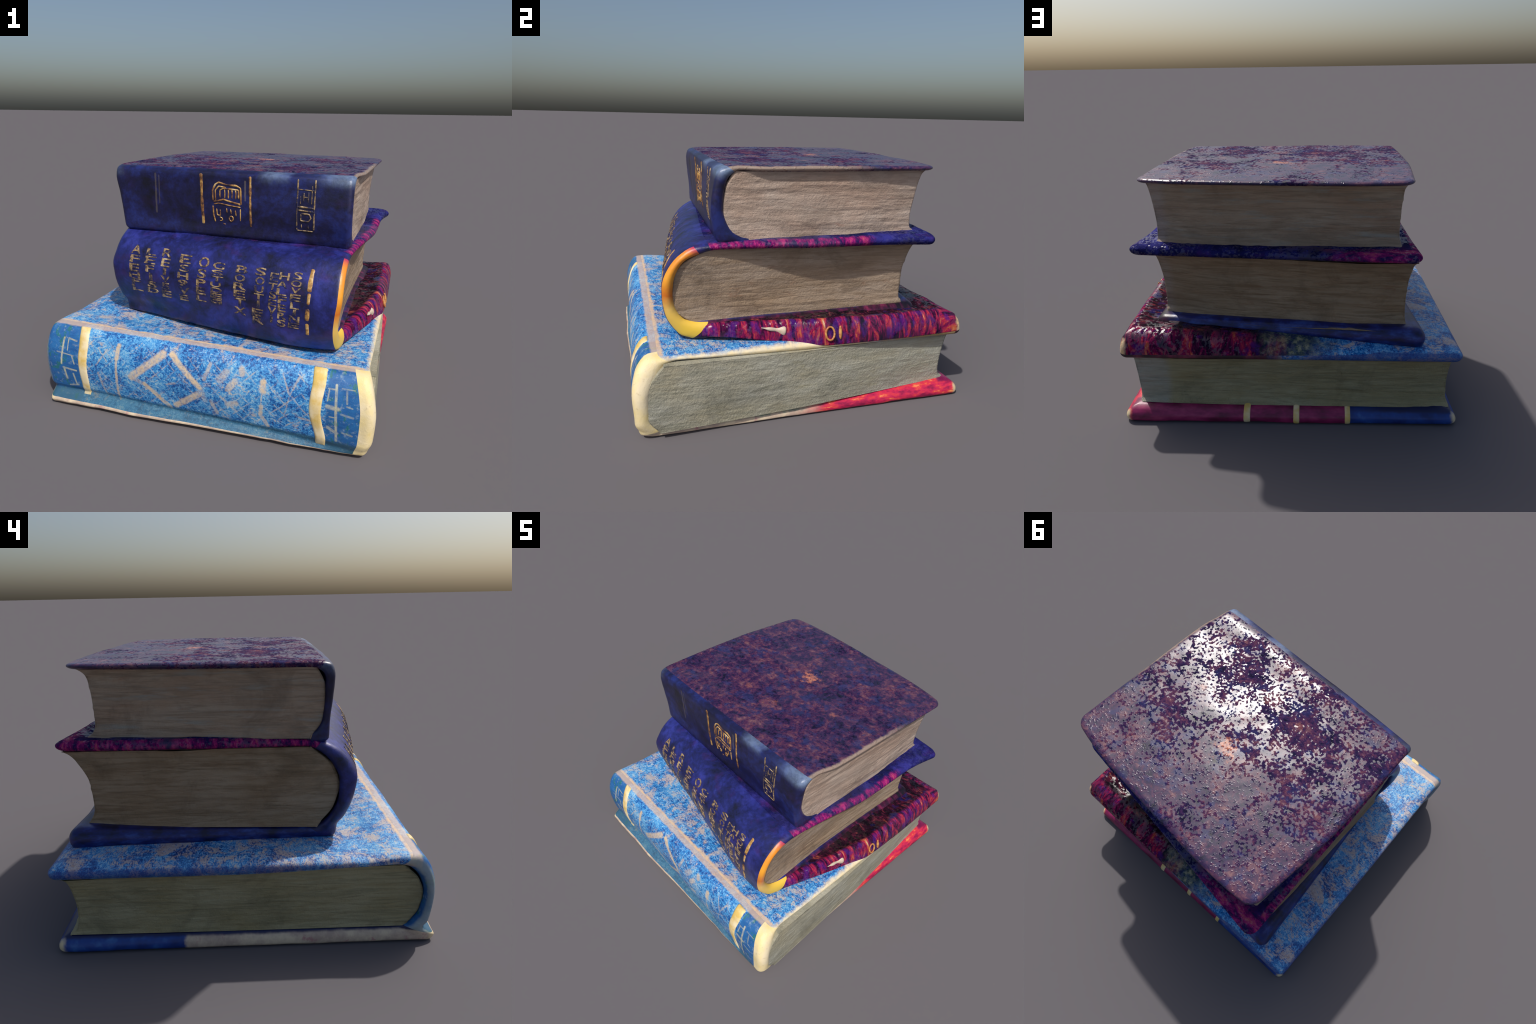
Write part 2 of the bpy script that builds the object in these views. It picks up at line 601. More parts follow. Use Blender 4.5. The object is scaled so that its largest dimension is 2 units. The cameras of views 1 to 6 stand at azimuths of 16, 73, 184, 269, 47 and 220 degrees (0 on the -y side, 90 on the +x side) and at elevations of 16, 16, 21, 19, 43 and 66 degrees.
def blue_layers(m, straw_at=.55):
    """blue marbled paper: crossing brush-like fibres from deep blue to white, straw patches"""
    fib = m.noise(1, 6, .78, m.stretch((30, 78, 70), (0, 0, .55)), 1.6)
    fib2 = m.noise(1, 5, .75, m.stretch((80, 34, 48), (0, 0, -.4)), 1.0)
    big = m.noise(5.5, 5, .65, dist=.9)
    k = m.math('ADD', m.math('ADD', m.math('MULTIPLY', fib, .55), m.math('MULTIPLY', fib2, .45)), m.math('MULTIPLY', m.math('SUBTRACT', big, .5), .30))
    col = m.ramp(k, [(.36, (.004, .030, .17)), (.445, (.008, .085, .33)), (.50, (.030, .26, .64)), (.565, (.16, .45, .72)), (.64, (.60, .66, .66))])
    straw = m.ramp(m.math('ADD', m.noise(7, 6, .72, dist=1.5), m.math('MULTIPLY', m.math('SUBTRACT', fib, .5), .9)), [(straw_at, 0), (straw_at + .09, 1)])
    col = m.mix(m.math('MULTIPLY', straw, .72), col, m.mix(fib2, (.56, .38, .24), (.66, .54, .44)))
    nrm = m.bump(k, .45, .008)
    return col, fib, nrm


def gloss_map(m, scale=52, cut=.5, lo=.30, hi=.85, more=None):
    """worn polish: glossy flats broken up by clusters of small matt flecks"""
    grain = m.noise(scale, 2, .5)
    clump = m.noise(4.2, 4, .62, dist=.6)
    k = m.math('ADD', m.math('MULTIPLY', m.math('SUBTRACT', grain, .5), .68), m.math('MULTIPLY', m.math('SUBTRACT', clump, .5), .9))
    if more is not None:
        k = m.math('SUBTRACT', k, more)
    matt = m.step(k, cut - .515, cut - .485)
    rough = m.math('MULTIPLY_ADD', matt, hi - lo, lo)
    spec = m.math('MULTIPLY_ADD', matt, -.5, .55)
    # pits and pimples only where the polish breaks up
    pim = m.math('MULTIPLY', m.step(k, cut - .70, cut - .40), m.step(grain, .52, .70))
    return matt, rough, spec, pim


def navy_colour(m, dark, mid, bright, wine=(.05, .015, .12)):
    a = m.noise(5, 6, .65, dist=.6)
    b = m.noise(26, 5, .7)
    k = m.math('ADD', m.math('MULTIPLY', a, .7), m.math('MULTIPLY', b, .35))
    col = m.ramp(k, [(.40, dark), (.53, mid), (.66, bright)])
    return m.mix(m.math('MULTIPLY', m.ramp(m.noise(9, 4, .6), [(.55, 0), (.7, 1)]), .4), col, wine)


def make_materials():
    M = {}
    M['paper_low'] = paper("page_edge_grey_green", (.36, .33, .235), (.42, .415, .35), (.24, .24, .185), (.29, .26, .14), 1.8, .35, None, (1.0, .90, .56))
    M['paper_mid'] = paper("page_edge_tan", (.34, .245, .165), (.40, .315, .24), (.22, .155, .10), (.26, .12, .07), 1.4, .6)
    M['paper_top'] = paper("page_edge_pale", (.43, .31, .24), (.48, .39, .325), (.28, .215, .17), (.38, .20, .15), 1.4, .6, (.36, .40, .42))

    # --- large blue book -----------------------------------------------------
    m = Mat("marbled_blue_cover")
    col, fib, nrm = blue_layers(m, .49)
    x, y, z = m.axis('X'), m.axis('Y'), m.axis('Z')
    # straw hinge line, cream right border, deep blue back rim
    hinge = m.math('MULTIPLY', m.step(m.wobble(y, .03, 14), -.822, -.838), m.step(m.wobble(y, .03, 20), -.89, -.872))
    hinge = m.math('MULTIPLY', hinge, m.step(x, .93, .90))
    col = m.mix(m.math('MULTIPLY', hinge, m.ramp(m.noise(30, 4), [(.3, .55), (.6, 1)])), col, m.mix(m.noise(12, 4), (.70, .43, .22), (.74, .60, .44)))
    xe = m.wobble(x, .06, 22, 5)
    rim = m.math('MULTIPLY', m.step(xe, .905, .95), m.step(m.wobble(y, .2, 6), .55, .25))
    col = m.mix(rim, col, m.mix(m.noise(18, 4), (.78, .60, .27), (.86, .78, .60)))
    rimr = m.math('MULTIPLY', m.step(xe, .94, .965), m.step(m.wobble(y, .2, 6), .25, .55))
    col = m.mix(rimr, col, (.36, .26, .12))
    back = m.math('MAXIMUM', m.step(m.wobble(x, .03, 30, 4), -.965, -.982), m.math('MULTIPLY', m.step(m.wobble(y, .03, 30), .925, .945), m.step(x, .2, -.2)))
    col = m.mix(m.math('MULTIPLY', back, .75), col, (.008, .035, .22))
    wine = m.math('MULTIPLY', m.step(y, .905, .92), m.step(m.wobble(x, .2, 7), -.02, .12))
    col = m.mix(wine, col, m.ramp(m.noise(1, 4, .6, m.stretch((14, 8, 8))), [(.42, (.02, .004, .012)), (.55, (.08, .008, .03)), (.68, (.20, .02, .06))]))
    M['blue'] = m.finish(col, .46, nrm)

    m = Mat("tooled_blue_spine")
    col, fib, nrm = blue_layers(m, .585)
    x, z = m.axis('X'), m.axis('Z')
    body = m.math('MULTIPLY', m.step(x, -.76, -.74), m.step(x, .75, .73))
    end = m.mix(m.noise(1, 4, .6, m.stretch((14, 14, 40))), (.004, .05, .24), (.03, .20, .48))
    end = m.mix(m.ramp(m.noise(1, 4, .65, m.stretch((30, 8, 22))), [(.56, 0), (.64, .8)]), end, (.02, .16, .14))
    end = m.mix(m.ramp(m.noise(34, 5, .7), [(.56, 0), (.7, .5)]), end, (.40, .50, .55))
    col = m.mix(body, end, col)
    orn = [(-.20, .425, -.40, .262, .022, .9), (-.145, .432, .03, .275, .017, 1), (-.315, .232, -.165, .095, .014, .9),
           (.03, .232, -.125, .118, .019, .85), (-.40, .262, -.31, .225, .014, .4), (.03, .275, .06, .20, .02, .35),
           (-.485, .43, -.495, .36, .014, .95), (-.495, .36, -.505, .075, .008, .8),
           (-.62, .40, -.56, .33, .004, .6), (-.56, .40, -.63, .30, .004, .6), (-.62, .25, -.59, .10, .007, .5),
           (.09, .415, .06, .33, .011, .6), (.19, .385, .15, .34, .020, .5), (.24, .345, .20, .295, .018, .7), (.27, .41, .275, .39, .017, .7),
           (.395, .365, .40, .315, .017, .95), (.395, .315, .385, .20, .004, .5), (.39, .225, .385, .165, .011, .8), (.385, .165, .425, .10, .011, .7),
           (.16, .24, .25, .16, .008, .5), (.20, .20, .245, .215, .018, .65), (.10, .20, .13, .12, .012, .5),
           (.50, .42, .545, .32, .005, .5), (.59, .42, .545, .32, .005, .5), (.545, .32, .52, .20, .004, .4), (.60, .20, .66, .19, .007, .5),
           (-.09, .33, -.05, .29, .006, .4), (-.12, .27, -.17, .255, .007, .4)]
    # fine diamond lattice tooled all over the panel
    zz = m.math('MULTIPLY', z, 1.05)
    lat = None
    for sgn in (1, -1):
        u = m.math('PINGPONG', m.wobble(m.math('ADD', x, m.math('MULTIPLY', zz, sgn)), .05, 7), .040)
        v = m.step(m.wobble(u, .012, 40), .0085, .0)
        lat = v if lat is None else m.math('MAXIMUM', lat, v)
    lat = m.math('MULTIPLY', m.math('MULTIPLY', lat, body), m.ramp(m.noise(13, 5, .7), [(.44, 0), (.62, .55)]))
    lat = m.math('MULTIPLY', lat, m.math('MULTIPLY', m.step(z, .085, .13), m.step(z, .46, .42)))
    col = m.mix(lat, col, m.mix(m.noise(20, 4), (.60, .46, .30), (.74, .68, .58)))
    mask = seg_masks(m, orn, .018, 34)
    mask = m.math('MULTIPLY', mask, m.ramp(m.noise(48, 4, .7), [(.32, .35), (.55, 1)]))
    col = m.mix(mask, col, m.mix(m.noise(20, 4), (.62, .42, .22), (.76, .66, .52)))
    lines = [(-.855, .43, -.875, .27, .006, .9), (-.825, .43, -.77, .42, .005, .7), (-.825, .43, -.83, .36, .004, .7), (-.90, .345, -.79, .33, .004, .6),
             (-.80, .33, -.785, .28, .005, .8), (-.865, .245, -.775, .235, .006, .8), (-.86, .245, -.85, .17, .007, .85), (-.80, .21, -.79, .13, .006, .7),
             (-.84, .12, -.78, .13, .006, .6), (.785, .41, .80, .10, .007, .8), (.745, .39, .78, .39, .004, .7), (.75, .385, .745, .33, .004, .7),
             (.745, .30, .80, .295, .012, .6), (.76, .245, .79, .245, .004, .6), (.755, .175, .80, .15, .010, .6), (.84, .39, .845, .33, .005, .5),
             (.815, .40, .88, .40, .003, .5), (.82, .27, .88, .26, .006, .45), (.83, .16, .88, .15, .006, .4), (.845, .315, .875, .31, .004, .5)]
    mask = m.math('MULTIPLY', seg_masks(m, lines, .008, 40), m.ramp(m.noise(40, 3), [(.35, .4), (.6, 1)]))
    col = m.mix(mask, col, m.mix(m.noise(9), (.60, .50, .16), (.62, .66, .60)))
    hy = m.wobble(m.axis('Y'), .02, 20)
    top = m.math('MULTIPLY', m.step(hy, -.895, -.88), m.step(z, .43, .45))
    col = m.mix(m.math('MULTIPLY', top, .6), col, m.mix(m.noise(12, 4), (.70, .43, .22), (.74, .60, .44)))
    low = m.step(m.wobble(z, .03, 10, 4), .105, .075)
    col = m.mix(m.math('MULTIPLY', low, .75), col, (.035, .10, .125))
    col = m.mix(m.math('MULTIPLY', m.step(m.wobble(x, .02, 20), -.958, -.976), .7), col, m.mix(m.noise(12, 4), (.10, .24, .34), (.62, .60, .46)))
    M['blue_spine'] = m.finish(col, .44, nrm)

    m = Mat("cream_leather")
    c = m.mix(m.ramp(m.noise(5, 5, .6), [(.35, 0), (.65, 1)]), (.80, .62, .20), (.86, .74, .50))
    c = m.mix(m.ramp(m.noise(40, 4, .7), [(.58, 0), (.75, .5)]), c, (.45, .33, .12))
    M['cream'] = m.finish(c, .55, m.bump(m.noise(55, 4, .7), .35, .006))
    m = Mat("straw_band")
    c = m.mix(m.ramp(m.noise(9, 4), [(.4, 0), (.6, 1)]), (.72, .50, .14), (.85, .72, .46))
    M['band'] = m.finish(c, .5, m.bump(m.noise(60, 4, .7), .3, .005))

    m = Mat("painted_back_cover")
    x, y, z = m.axis('X'), m.axis('Y'), m.axis('Z')
    cream = m.mix(m.ramp(m.noise(10, 5, .65), [(.4, 0), (.62, 1)]), (.45, .34, .27), (.68, .56, .40))
    cream = m.mix(m.ramp(m.noise(17, 4, .6), [(.60, 0), (.68, .6)]), cream, (.40, .13, .17))
    red = m.ramp(m.noise(1, 5, .65, m.stretch((16, 9, 30))), [(.38, (.22, .006, .05)), (.5, (.50, .015, .07)), (.58, (.62, .04, .05)), (.68, (.80, .30, .10))])
    wine = m.ramp(m.noise(1, 4, .6, m.stretch((9, 16, 20))), [(.35, (.11, .004, .035)), (.55, (.25, .010, .085)), (.7, (.36, .03, .12))])
    blue = m.ramp(m.noise(9, 4), [(.35, (.004, .018, .13)), (.6, (.010, .055, .28)), (.75, (.04, .14, .40))])
    col = cream
    ye = m.wobble(y, .14, 7, 4)
    right = m.math('MULTIPLY', m.step(x, .80, .83), m.step(ye, -.12, .12))
    col = m.mix(right, col, red)
    grn = m.math('MULTIPLY', m.math('MULTIPLY', m.step(x, .80, .83), m.step(ye, .0, -.1)), m.math('MULTIPLY', m.step(m.wobble(z, .02, 30), .028, .04), m.ramp(m.noise(14, 4), [(.42, 0), (.5, 1)])))
    col = m.mix(m.math('MULTIPLY', grn, .7), col, (.10, .20, .16))
    backm = m.step(y, .86, .88)
    back = m.mix(m.step(x, -.355, -.345), blue, wine)
    col = m.mix(backm, col, m.mix(m.step(x, .92, .94), back, red))
    left = m.math('MULTIPLY', m.step(x, -.88, -.90), m.step(m.wobble(y, .03, 30), .29, .31))
    col = m.mix(left, col, blue)
    # dark navy strip beside the pages, worn cream corner tips
    inner = m.math('MULTIPLY', m.step(m.wobble(z, .012, 16), .066, .080), m.step(x, -.3, -.6))
    col = m.mix(inner, col, (.006, .012, .07))
    tip = m.node("ShaderNodeVectorMath", )
    for cx, cy in ((-.985, .945), (.965, .985), (-.965, -.985)):
        dx = m.math('SUBTRACT', x, cx)
        dy = m.math('SUBTRACT', y, cy)
        d = m.math('SQRT', m.math('ADD', m.math('MULTIPLY', dx, dx), m.math('MULTIPLY', dy, dy)))
        col = m.mix(m.step(m.wobble(d, .05, 22, 4), .042, .010), col, (.74, .60, .36))
    M['edge'] = m.finish(col, .38, m.bump(m.noise(45, 4, .6), .15, .005))

    # --- navy book -----------------------------------------------------------
    m = Mat("navy_leather_spine")
    col = navy_colour(m, (.006, .007, .028), (.012, .016, .115), (.028, .036, .25))
    M['navy'] = m.finish(col, .38, m.bump(m.noise(48, 5, .7), .28, .006))
    m = Mat("navy_board")
    col = navy_colour(m, (.006, .007, .03), (.012, .012, .09), (.03, .03, .20), (.08, .01, .09))
    x, y, z = m.axis('X'), m.axis('Y'), m.axis('Z')
    # right edge of the board follows x = e(y)
    ey = m.ramp(m.math('MULTIPLY_ADD', y, .5, .5), [(.10, .755), (.235, .780), (.335, .805), (.50, .862), (.725, .872), (.87, .918)])
    inset = m.math('SUBTRACT', ey, x)
    streak = m.noise(1, 5, .7, m.stretch((10, 26, 14)))
    mag = m.ramp(streak, [(.40, (.02, .01, .07)), (.50, (.16, .008, .10)), (.58, (.36, .02, .15)), (.68, (.45, .10, .12))])
    edge_r = m.math('MULTIPLY', m.step(m.wobble(inset, .05, 20, 4), .045, .015), m.step(m.wobble(y, .2, 5), .45, .25))
    edge_l = m.step(m.wobble(x, .03, 18, 4), -.675, -.69)
    edge_b = m.math('MULTIPLY', m.step(y, .80, .83), m.step(m.wobble(x, .5, 6, 4), -.15, -.45))
    e = m.math('MAXIMUM', edge_r, m.math('MAXIMUM', edge_l, edge_b))
    col = m.mix(m.math('MULTIPLY', e, .9), col, mag)
    matt, rough, spec, grain = gloss_map(m, 60, .49, lo=.42)
    M['navy_board'] = m.finish(col, rough, m.bump(grain, .35, .006), spec)
    m = Mat("blue_back_board")
    col = m.ramp(m.noise(1, 5, .65, m.stretch((8, 8, 22))), [(.36, (.005, .006, .04)), (.52, (.008, .016, .14)), (.68, (.03, .07, .30))])
    w = m.step(m.wobble(m.axis('X'), .05, 14), .70, .76)
    col = m.mix(w, col, m.ramp(m.noise(1, 4, .6, m.stretch((8, 20, 8))), [(.42, (.008, .004, .010)), (.55, (.05, .006, .03)), (.68, (.16, .015, .06))]))
    M['navy_low'] = m.finish(col, .35, m.bump(m.noise(48, 5, .7), .2, .005))
    m = Mat("gilt_spine_end")
    z = m.wobble(m.axis('Z'), .10, 9, 4)
    g = m.ramp(m.math('MULTIPLY_ADD', z, 1.6, -.75), [(.08, (.80, .52, .05)), (.30, (.78, .50, .12)), (.42, (.60, .16, .015)), (.56, (.78, .34, .03)), (.76, (.74, .24, .02)), (.86, (.42, .02, .10))])
    M['gilt'] = m.finish(g, .4, m.bump(m.noise(50, 4, .6), .2, .005))

    # --- gold tooling ----------------------------------------------------------
    m = Mat("worn_gold")
    k = m.noise(30, 5, .7)
    g = m.ramp(k, [(.40, (.012, .014, .06)), (.47, (.10, .07, .05)), (.54, (.30, .20, .10)), (.62, (.46, .34, .18)), (.72, (.60, .52, .40))])
    M['gold'] = m.finish(g, .42, m.bump(k, .3, .005))
    m = Mat("bright_gold")
    k = m.noise(22, 5, .7)
    g = m.ramp(k, [(.36, (.05, .025, .025)), (.46, (.24, .11, .04)), (.56, (.50, .29, .08)), (.70, (.68, .54, .32))])
    M['gold2'] = m.finish(g, .4, m.bump(k, .3, .005))

    # --- small purple book -----------------------------------------------------
    m = Mat("blue_black_spine")
    col = navy_colour(m, (.006, .006, .018), (.010, .011, .060), (.016, .026, .15), (.024, .012, .065))
    x, z = m.axis('X'), m.axis('Z')
    # rubbed, paler shoulder
    rub = m.step(m.wobble(z, .05, 9, 5), 1.335, 1.40)
    where = m.ramp(m.math('MULTIPLY_ADD', m.wobble(x, .12, 7), .5, .5), [(.13, .25), (.17, .0), (.60, .0), (.66, .5), (.705, .35), (.72, .0), (.78, .05), (.83, .5), (.88, .7)])
    col = m.mix(m.math('MULTIPLY', m.math('MULTIPLY', rub, where), m.ramp(m.noise(24, 5, .7), [(.3, .35), (.6, 1)])), col, (.22, .31, .48))
    faint = seg_masks(m, [(-.448, 1.38, -.455, 1.14, .006, .5), (-.425, 1.37, -.43, 1.2, .004, .35), (.136, 1.36, .138, 1.25, .005, .7)], .01, 30)
    col = m.mix(m.math('MULTIPLY', faint, .4), col, (.30, .25, .17))
    M['navy3'] = m.finish(col, .34, m.bump(m.noise(46, 5, .7), .28, .006))

    m = Mat("purple_marbled_board")
    a = m.noise(8, 6, .72, dist=.7)
    b = m.noise(30, 5, .7, dist=.4)
    k = m.math('ADD', m.math('MULTIPLY', a, .55), m.math('MULTIPLY', b, .5))
    col = m.ramp(k, [(.40, (.008, .007, .020)), (.465, (.020, .014, .055)), (.53, (.052, .020, .068)), (.59, (.105, .038, .075)), (.68, (.20, .095, .105))])
    col = m.mix(m.ramp(m.noise(11, 5, .65), [(.53, 0), (.62, .8)]), col, m.mix(b, (.008, .010, .05), (.04, .045, .16)))
    col = m.mix(m.ramp(m.noise(13, 6, .7, m.stretch((1, 1, 1), (0, 0, 1))), [(.61, 0), (.70, .5)]), col, (.20, .050, .065))
    x, y = m.axis('X'), m.axis('Y')
    for cx, cy, r, kk in ((.065, .285, .075, 1.0), (-.155, -.11, .035, .3), (.11, -.12, .035, .3), (.46, .085, .03, .45)):
        dx, dy = m.math('SUBTRACT', x, cx), m.math('SUBTRACT', y, cy)
        d = m.math('SQRT', m.math('ADD', m.math('MULTIPLY', dx, dx), m.math('MULTIPLY', dy, dy)))
        spot = m.step(m.math('MULTIPLY_ADD', m.math('SUBTRACT', m.noise(24, 6, .8), .5), r * 6.5, d), r * .9, r * .1)
        col = m.mix(m.math('MULTIPLY', spot, kk), col, m.mix(m.noise(30, 4), (.42, .07, .05), (.46, .24, .15)))
    ex = m.ramp(m.math('MULTIPLY_ADD', y, .5, .5), [(.30, .768), (.375, .802), (.60, .822), (.86, .845)])
    rim = m.math('MULTIPLY', m.step(m.wobble(m.math('SUBTRACT', ex, x), .03, 22, 4), .022, .006), m.step(y, .45, .1))
    col = m.mix(m.math('MULTIPLY', rim, .8), col, (.34, .26, .20))
    matt, rough, spec, grain = gloss_map(m, 58, .50, more=m.math('MULTIPLY', m.step(m.wobble(y, .25, 4), .30, .50), .11))
    M['purple'] = m.finish(col, rough, m.bump(grain, .5, .006), spec)

    # --- red booklet -----------------------------------------------------------
    m = Mat("red_marbled_board")
    x, y, z = m.axis('X'), m.axis('Y'), m.axis('Z')
    along = m.math('ADD', x, m.math('MULTIPLY', y, 1.0))
    st = m.noise(1, 5, .68, m.stretch((4, 26, 7)), .5)
    sb = m.noise(1, 5, .68, m.stretch((16, 5, 7)), .8)
    k = m.mix(m.step(y, .80, .84), st, sb)
    side = m.ramp(k, [(.39, (.008, .003, .018)), (.47, (.05, .005, .035)), (.53, (.16, .007, .06)), (.595, (.34, .018, .05)), (.66, (.46, .12, .05)), (.74, (.58, .40, .26))])
    side = m.mix(m.ramp(m.noise(1, 4, .6, m.stretch((9, 13, 9))), [(.54, 0), (.64, .7)]), side, (.06, .012, .16))
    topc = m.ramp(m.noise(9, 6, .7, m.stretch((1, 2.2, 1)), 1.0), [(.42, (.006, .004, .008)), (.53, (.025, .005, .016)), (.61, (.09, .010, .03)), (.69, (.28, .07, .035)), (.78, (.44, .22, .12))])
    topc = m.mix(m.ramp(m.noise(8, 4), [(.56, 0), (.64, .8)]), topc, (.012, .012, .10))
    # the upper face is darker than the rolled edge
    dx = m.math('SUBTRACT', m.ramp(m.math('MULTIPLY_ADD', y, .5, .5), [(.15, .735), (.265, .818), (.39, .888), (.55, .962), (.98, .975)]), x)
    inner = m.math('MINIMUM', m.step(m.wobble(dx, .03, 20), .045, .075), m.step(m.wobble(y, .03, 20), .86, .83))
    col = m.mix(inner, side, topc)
    tipd = m.math('SQRT', m.math('ADD', m.math('POWER', m.math('SUBTRACT', x, .968), 2), m.math('POWER', m.math('SUBTRACT', y, .955), 2)))
    col = m.mix(m.step(m.wobble(tipd, .04, 25), .048, .02), col, m.mix(m.noise(30), (.78, .42, .12), (.75, .66, .52)))
    blue, fib, nb = blue_layers(m)
    mos = m.ramp(m.noise(22, 5, .7), [(.42, (.015, .03, .09)), (.52, (.06, .09, .09)), (.62, (.25, .25, .16))])
    col = m.mix(m.step(m.wobble(x, .35, 7, 4), .22, -.02), col, mos)
    col = m.mix(m.step(m.wobble(x, .30, 7, 4), -.12, -.34), col, blue)
    matt, rough, spec, grain = gloss_map(m, 50, .50)
    M['red'] = m.finish(col, rough, m.bump(k, .5, .012, m.bump(grain, .3, .006)), spec)
    m = Mat("torn_cream_paper")
    M['scrap'] = m.finish(m.mix(m.noise(20, 4), (.42, .30, .20), (.74, .66, .56)), .5, m.bump(m.noise(50), .3, .006))
    m = Mat("orange_gilt_mark")
    M['mark'] = m.finish(m.ramp(m.noise(40, 4), [(.35, (.30, .05, .02)), (.6, (.62, .32, .10))]), .4)
    return M
def strap(c, parent, t0, t1, mat):
    """small strap wrapped over the fore-edge of the back board"""
    v = np.linspace(0, 1, 9)
    so = np.linspace(.985, 1, 14)**1.0
    so = 1 - (1 - so)
    si = 1 - (np.linspace(0, 1, 20)**1.5) * .045
    T1, S1 = np.meshgrid(t0 + (t1 - t0) * v, so, indexing='ij')
    T2, S2 = np.meshgrid(t0 + (t1 - t0) * v, si[1:], indexing='ij')
    O, _ = c.shape(S1, T1)
    _, I = c.shape(S2, T2)
    P = np.concatenate([O, I], axis=1)
    du, dv = np.gradient(P, axis=0), np.gradient(P, axis=1)
    n = unit(np.cross(dv, du))
    if n[4, 14, 1] < 0:
        n = -n
    prof = (np.maximum(0, 1 - (2 * v - 1)**2)**.4)[:, None, None]
    top = P + n * (.005 * prof - .001)
    bot = P - n * .004
    bot[..., 2] = np.maximum(bot[..., 2], .001)
    slab("edge_strap", top, bot, mat, parent)


def large_blue_book(M):
    book = thing("large_blue_book", (0, 0, 0), "large old book with mottled blue and straw cover", "book")
    rows = [
        (-.988, .957, .500, .957, .418, .975, .966, .484, .966, .410, .60, .14, .04, 0, 0),
        (-.982, .000, .500, .000, .420, .952, .000, .472, .000, .410, .58, .08, .03, 0, -.012),
        (-.972, -.60, .494, -.60, .440, .940, -.55, .460, -.55, .420, .58, .07, .03, 0, -.022),
        (-.968, -.80, .506, -.76, .443, .935, -.80, .462, -.74, .425, .55, .06, .04, 0, -.006),
        (-.972, -.892, .497, -.82, .435, .948, -.905, .460, -.80, .415, .50, .04, .05, .008, 0),
        (-.980, -.942, .430, -.89, .380, .974, -.975, .390, -.86, .345, .50, .04, .05, .008, 0),
        (-.985, -.968, .300, -.925, .280, .992, -1.00, .270, -.90, .235, .50, .045, .05, .008, 0),
        (-.985, -.950, .120, -.905, .160, .985, -.992, .100, -.895, .130, .50, .045, .05, .018, 0),
        (-.978, -.935, .085, -.850, .100, .972, -.978, .055, -.850, .070, .50, .05, .05, .020, 0),
        (-.975, -.992, .032, -.800, .095, .962, -.955, .022, -.800, .050, .40, .03, .05, -.015, 0),
        (-.972, -.965, .000, -.760, .093, .950, -.900, .003, -.760, .048, .25, .03, .06, 0, 0),
        (-.980, .000, .000, .000, .095, .955, .000, .000, .000, .062, .25, .03, .06, 0, 0),
        (-.992, .960, .000, .960, .095, .975, 1.00, .000, 1.00, .095, .25, .03, .10, 0, 0)]
    c = Cover(rows, corner=.05, seed=11)
    hinge, foot = c.s_of(3.6), c.s_of(8.66)

    def pick(s, t, outer):
        k = np.where(s < hinge, 0, np.where(s > foot, 2, 1))
        return np.where((k == 1) & (t > .962), 3, k)
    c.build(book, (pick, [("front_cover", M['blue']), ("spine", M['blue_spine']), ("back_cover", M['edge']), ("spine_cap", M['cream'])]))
    # two raised straw bands round the spine, three straps on the back board's fore-edge
    for ctr, half, bend in ((.1235, .018, .010), (.868, .020, -.022)):
        def side(u, ctr=ctr, half=half, bend=bend):
            v = bend * np.sin(np.pi * np.clip(u, 0, 1)) + .003 * np.sin(9 * u)
            return ctr + v - half * (1 - .25 * u), ctr + v + half * (1 - .25 * u)
        c.strip("spine_band", c.s_of(3.9), c.s_of(8.3), 0, 0, M['band'], book, lift=.005, edge=side)
    for xc, w in ((.242, .021), (-.051, .019), (-.352, .017)):
        tc, tw = (xc + .99) / 1.967, w / 1.967
        strap(c, book, tc - tw, tc + tw, M['band'])
    page_block(book, M['paper_low'],
               [(0, -.84), (.25, -.905), (.5, -.92), (.75, -.89), (1, -.80)],
               [(0, -.86), (.25, -.925), (.5, -.93), (.75, -.905), (1, -.83)],
               [(0, .885), (.08, .862), (.25, .848), (.45, .846), (.7, .856), (.93, .875), (1, .89)],
               [(0, .91), (.08, .89), (.25, .878), (.45, .877), (.7, .887), (.93, .903), (1, .915)],
               (-.940, -.945, -.940, -.948), (.976, .970, .890, .910),
               (.088, .04, .088, .088), (.445, .425, .41, .405), 3,
               right_bulge=.018, back_bulge=.012, left_bulge=.004, hollow_x=-.006, right_leaf=.15, flare=.010)
    return book, c


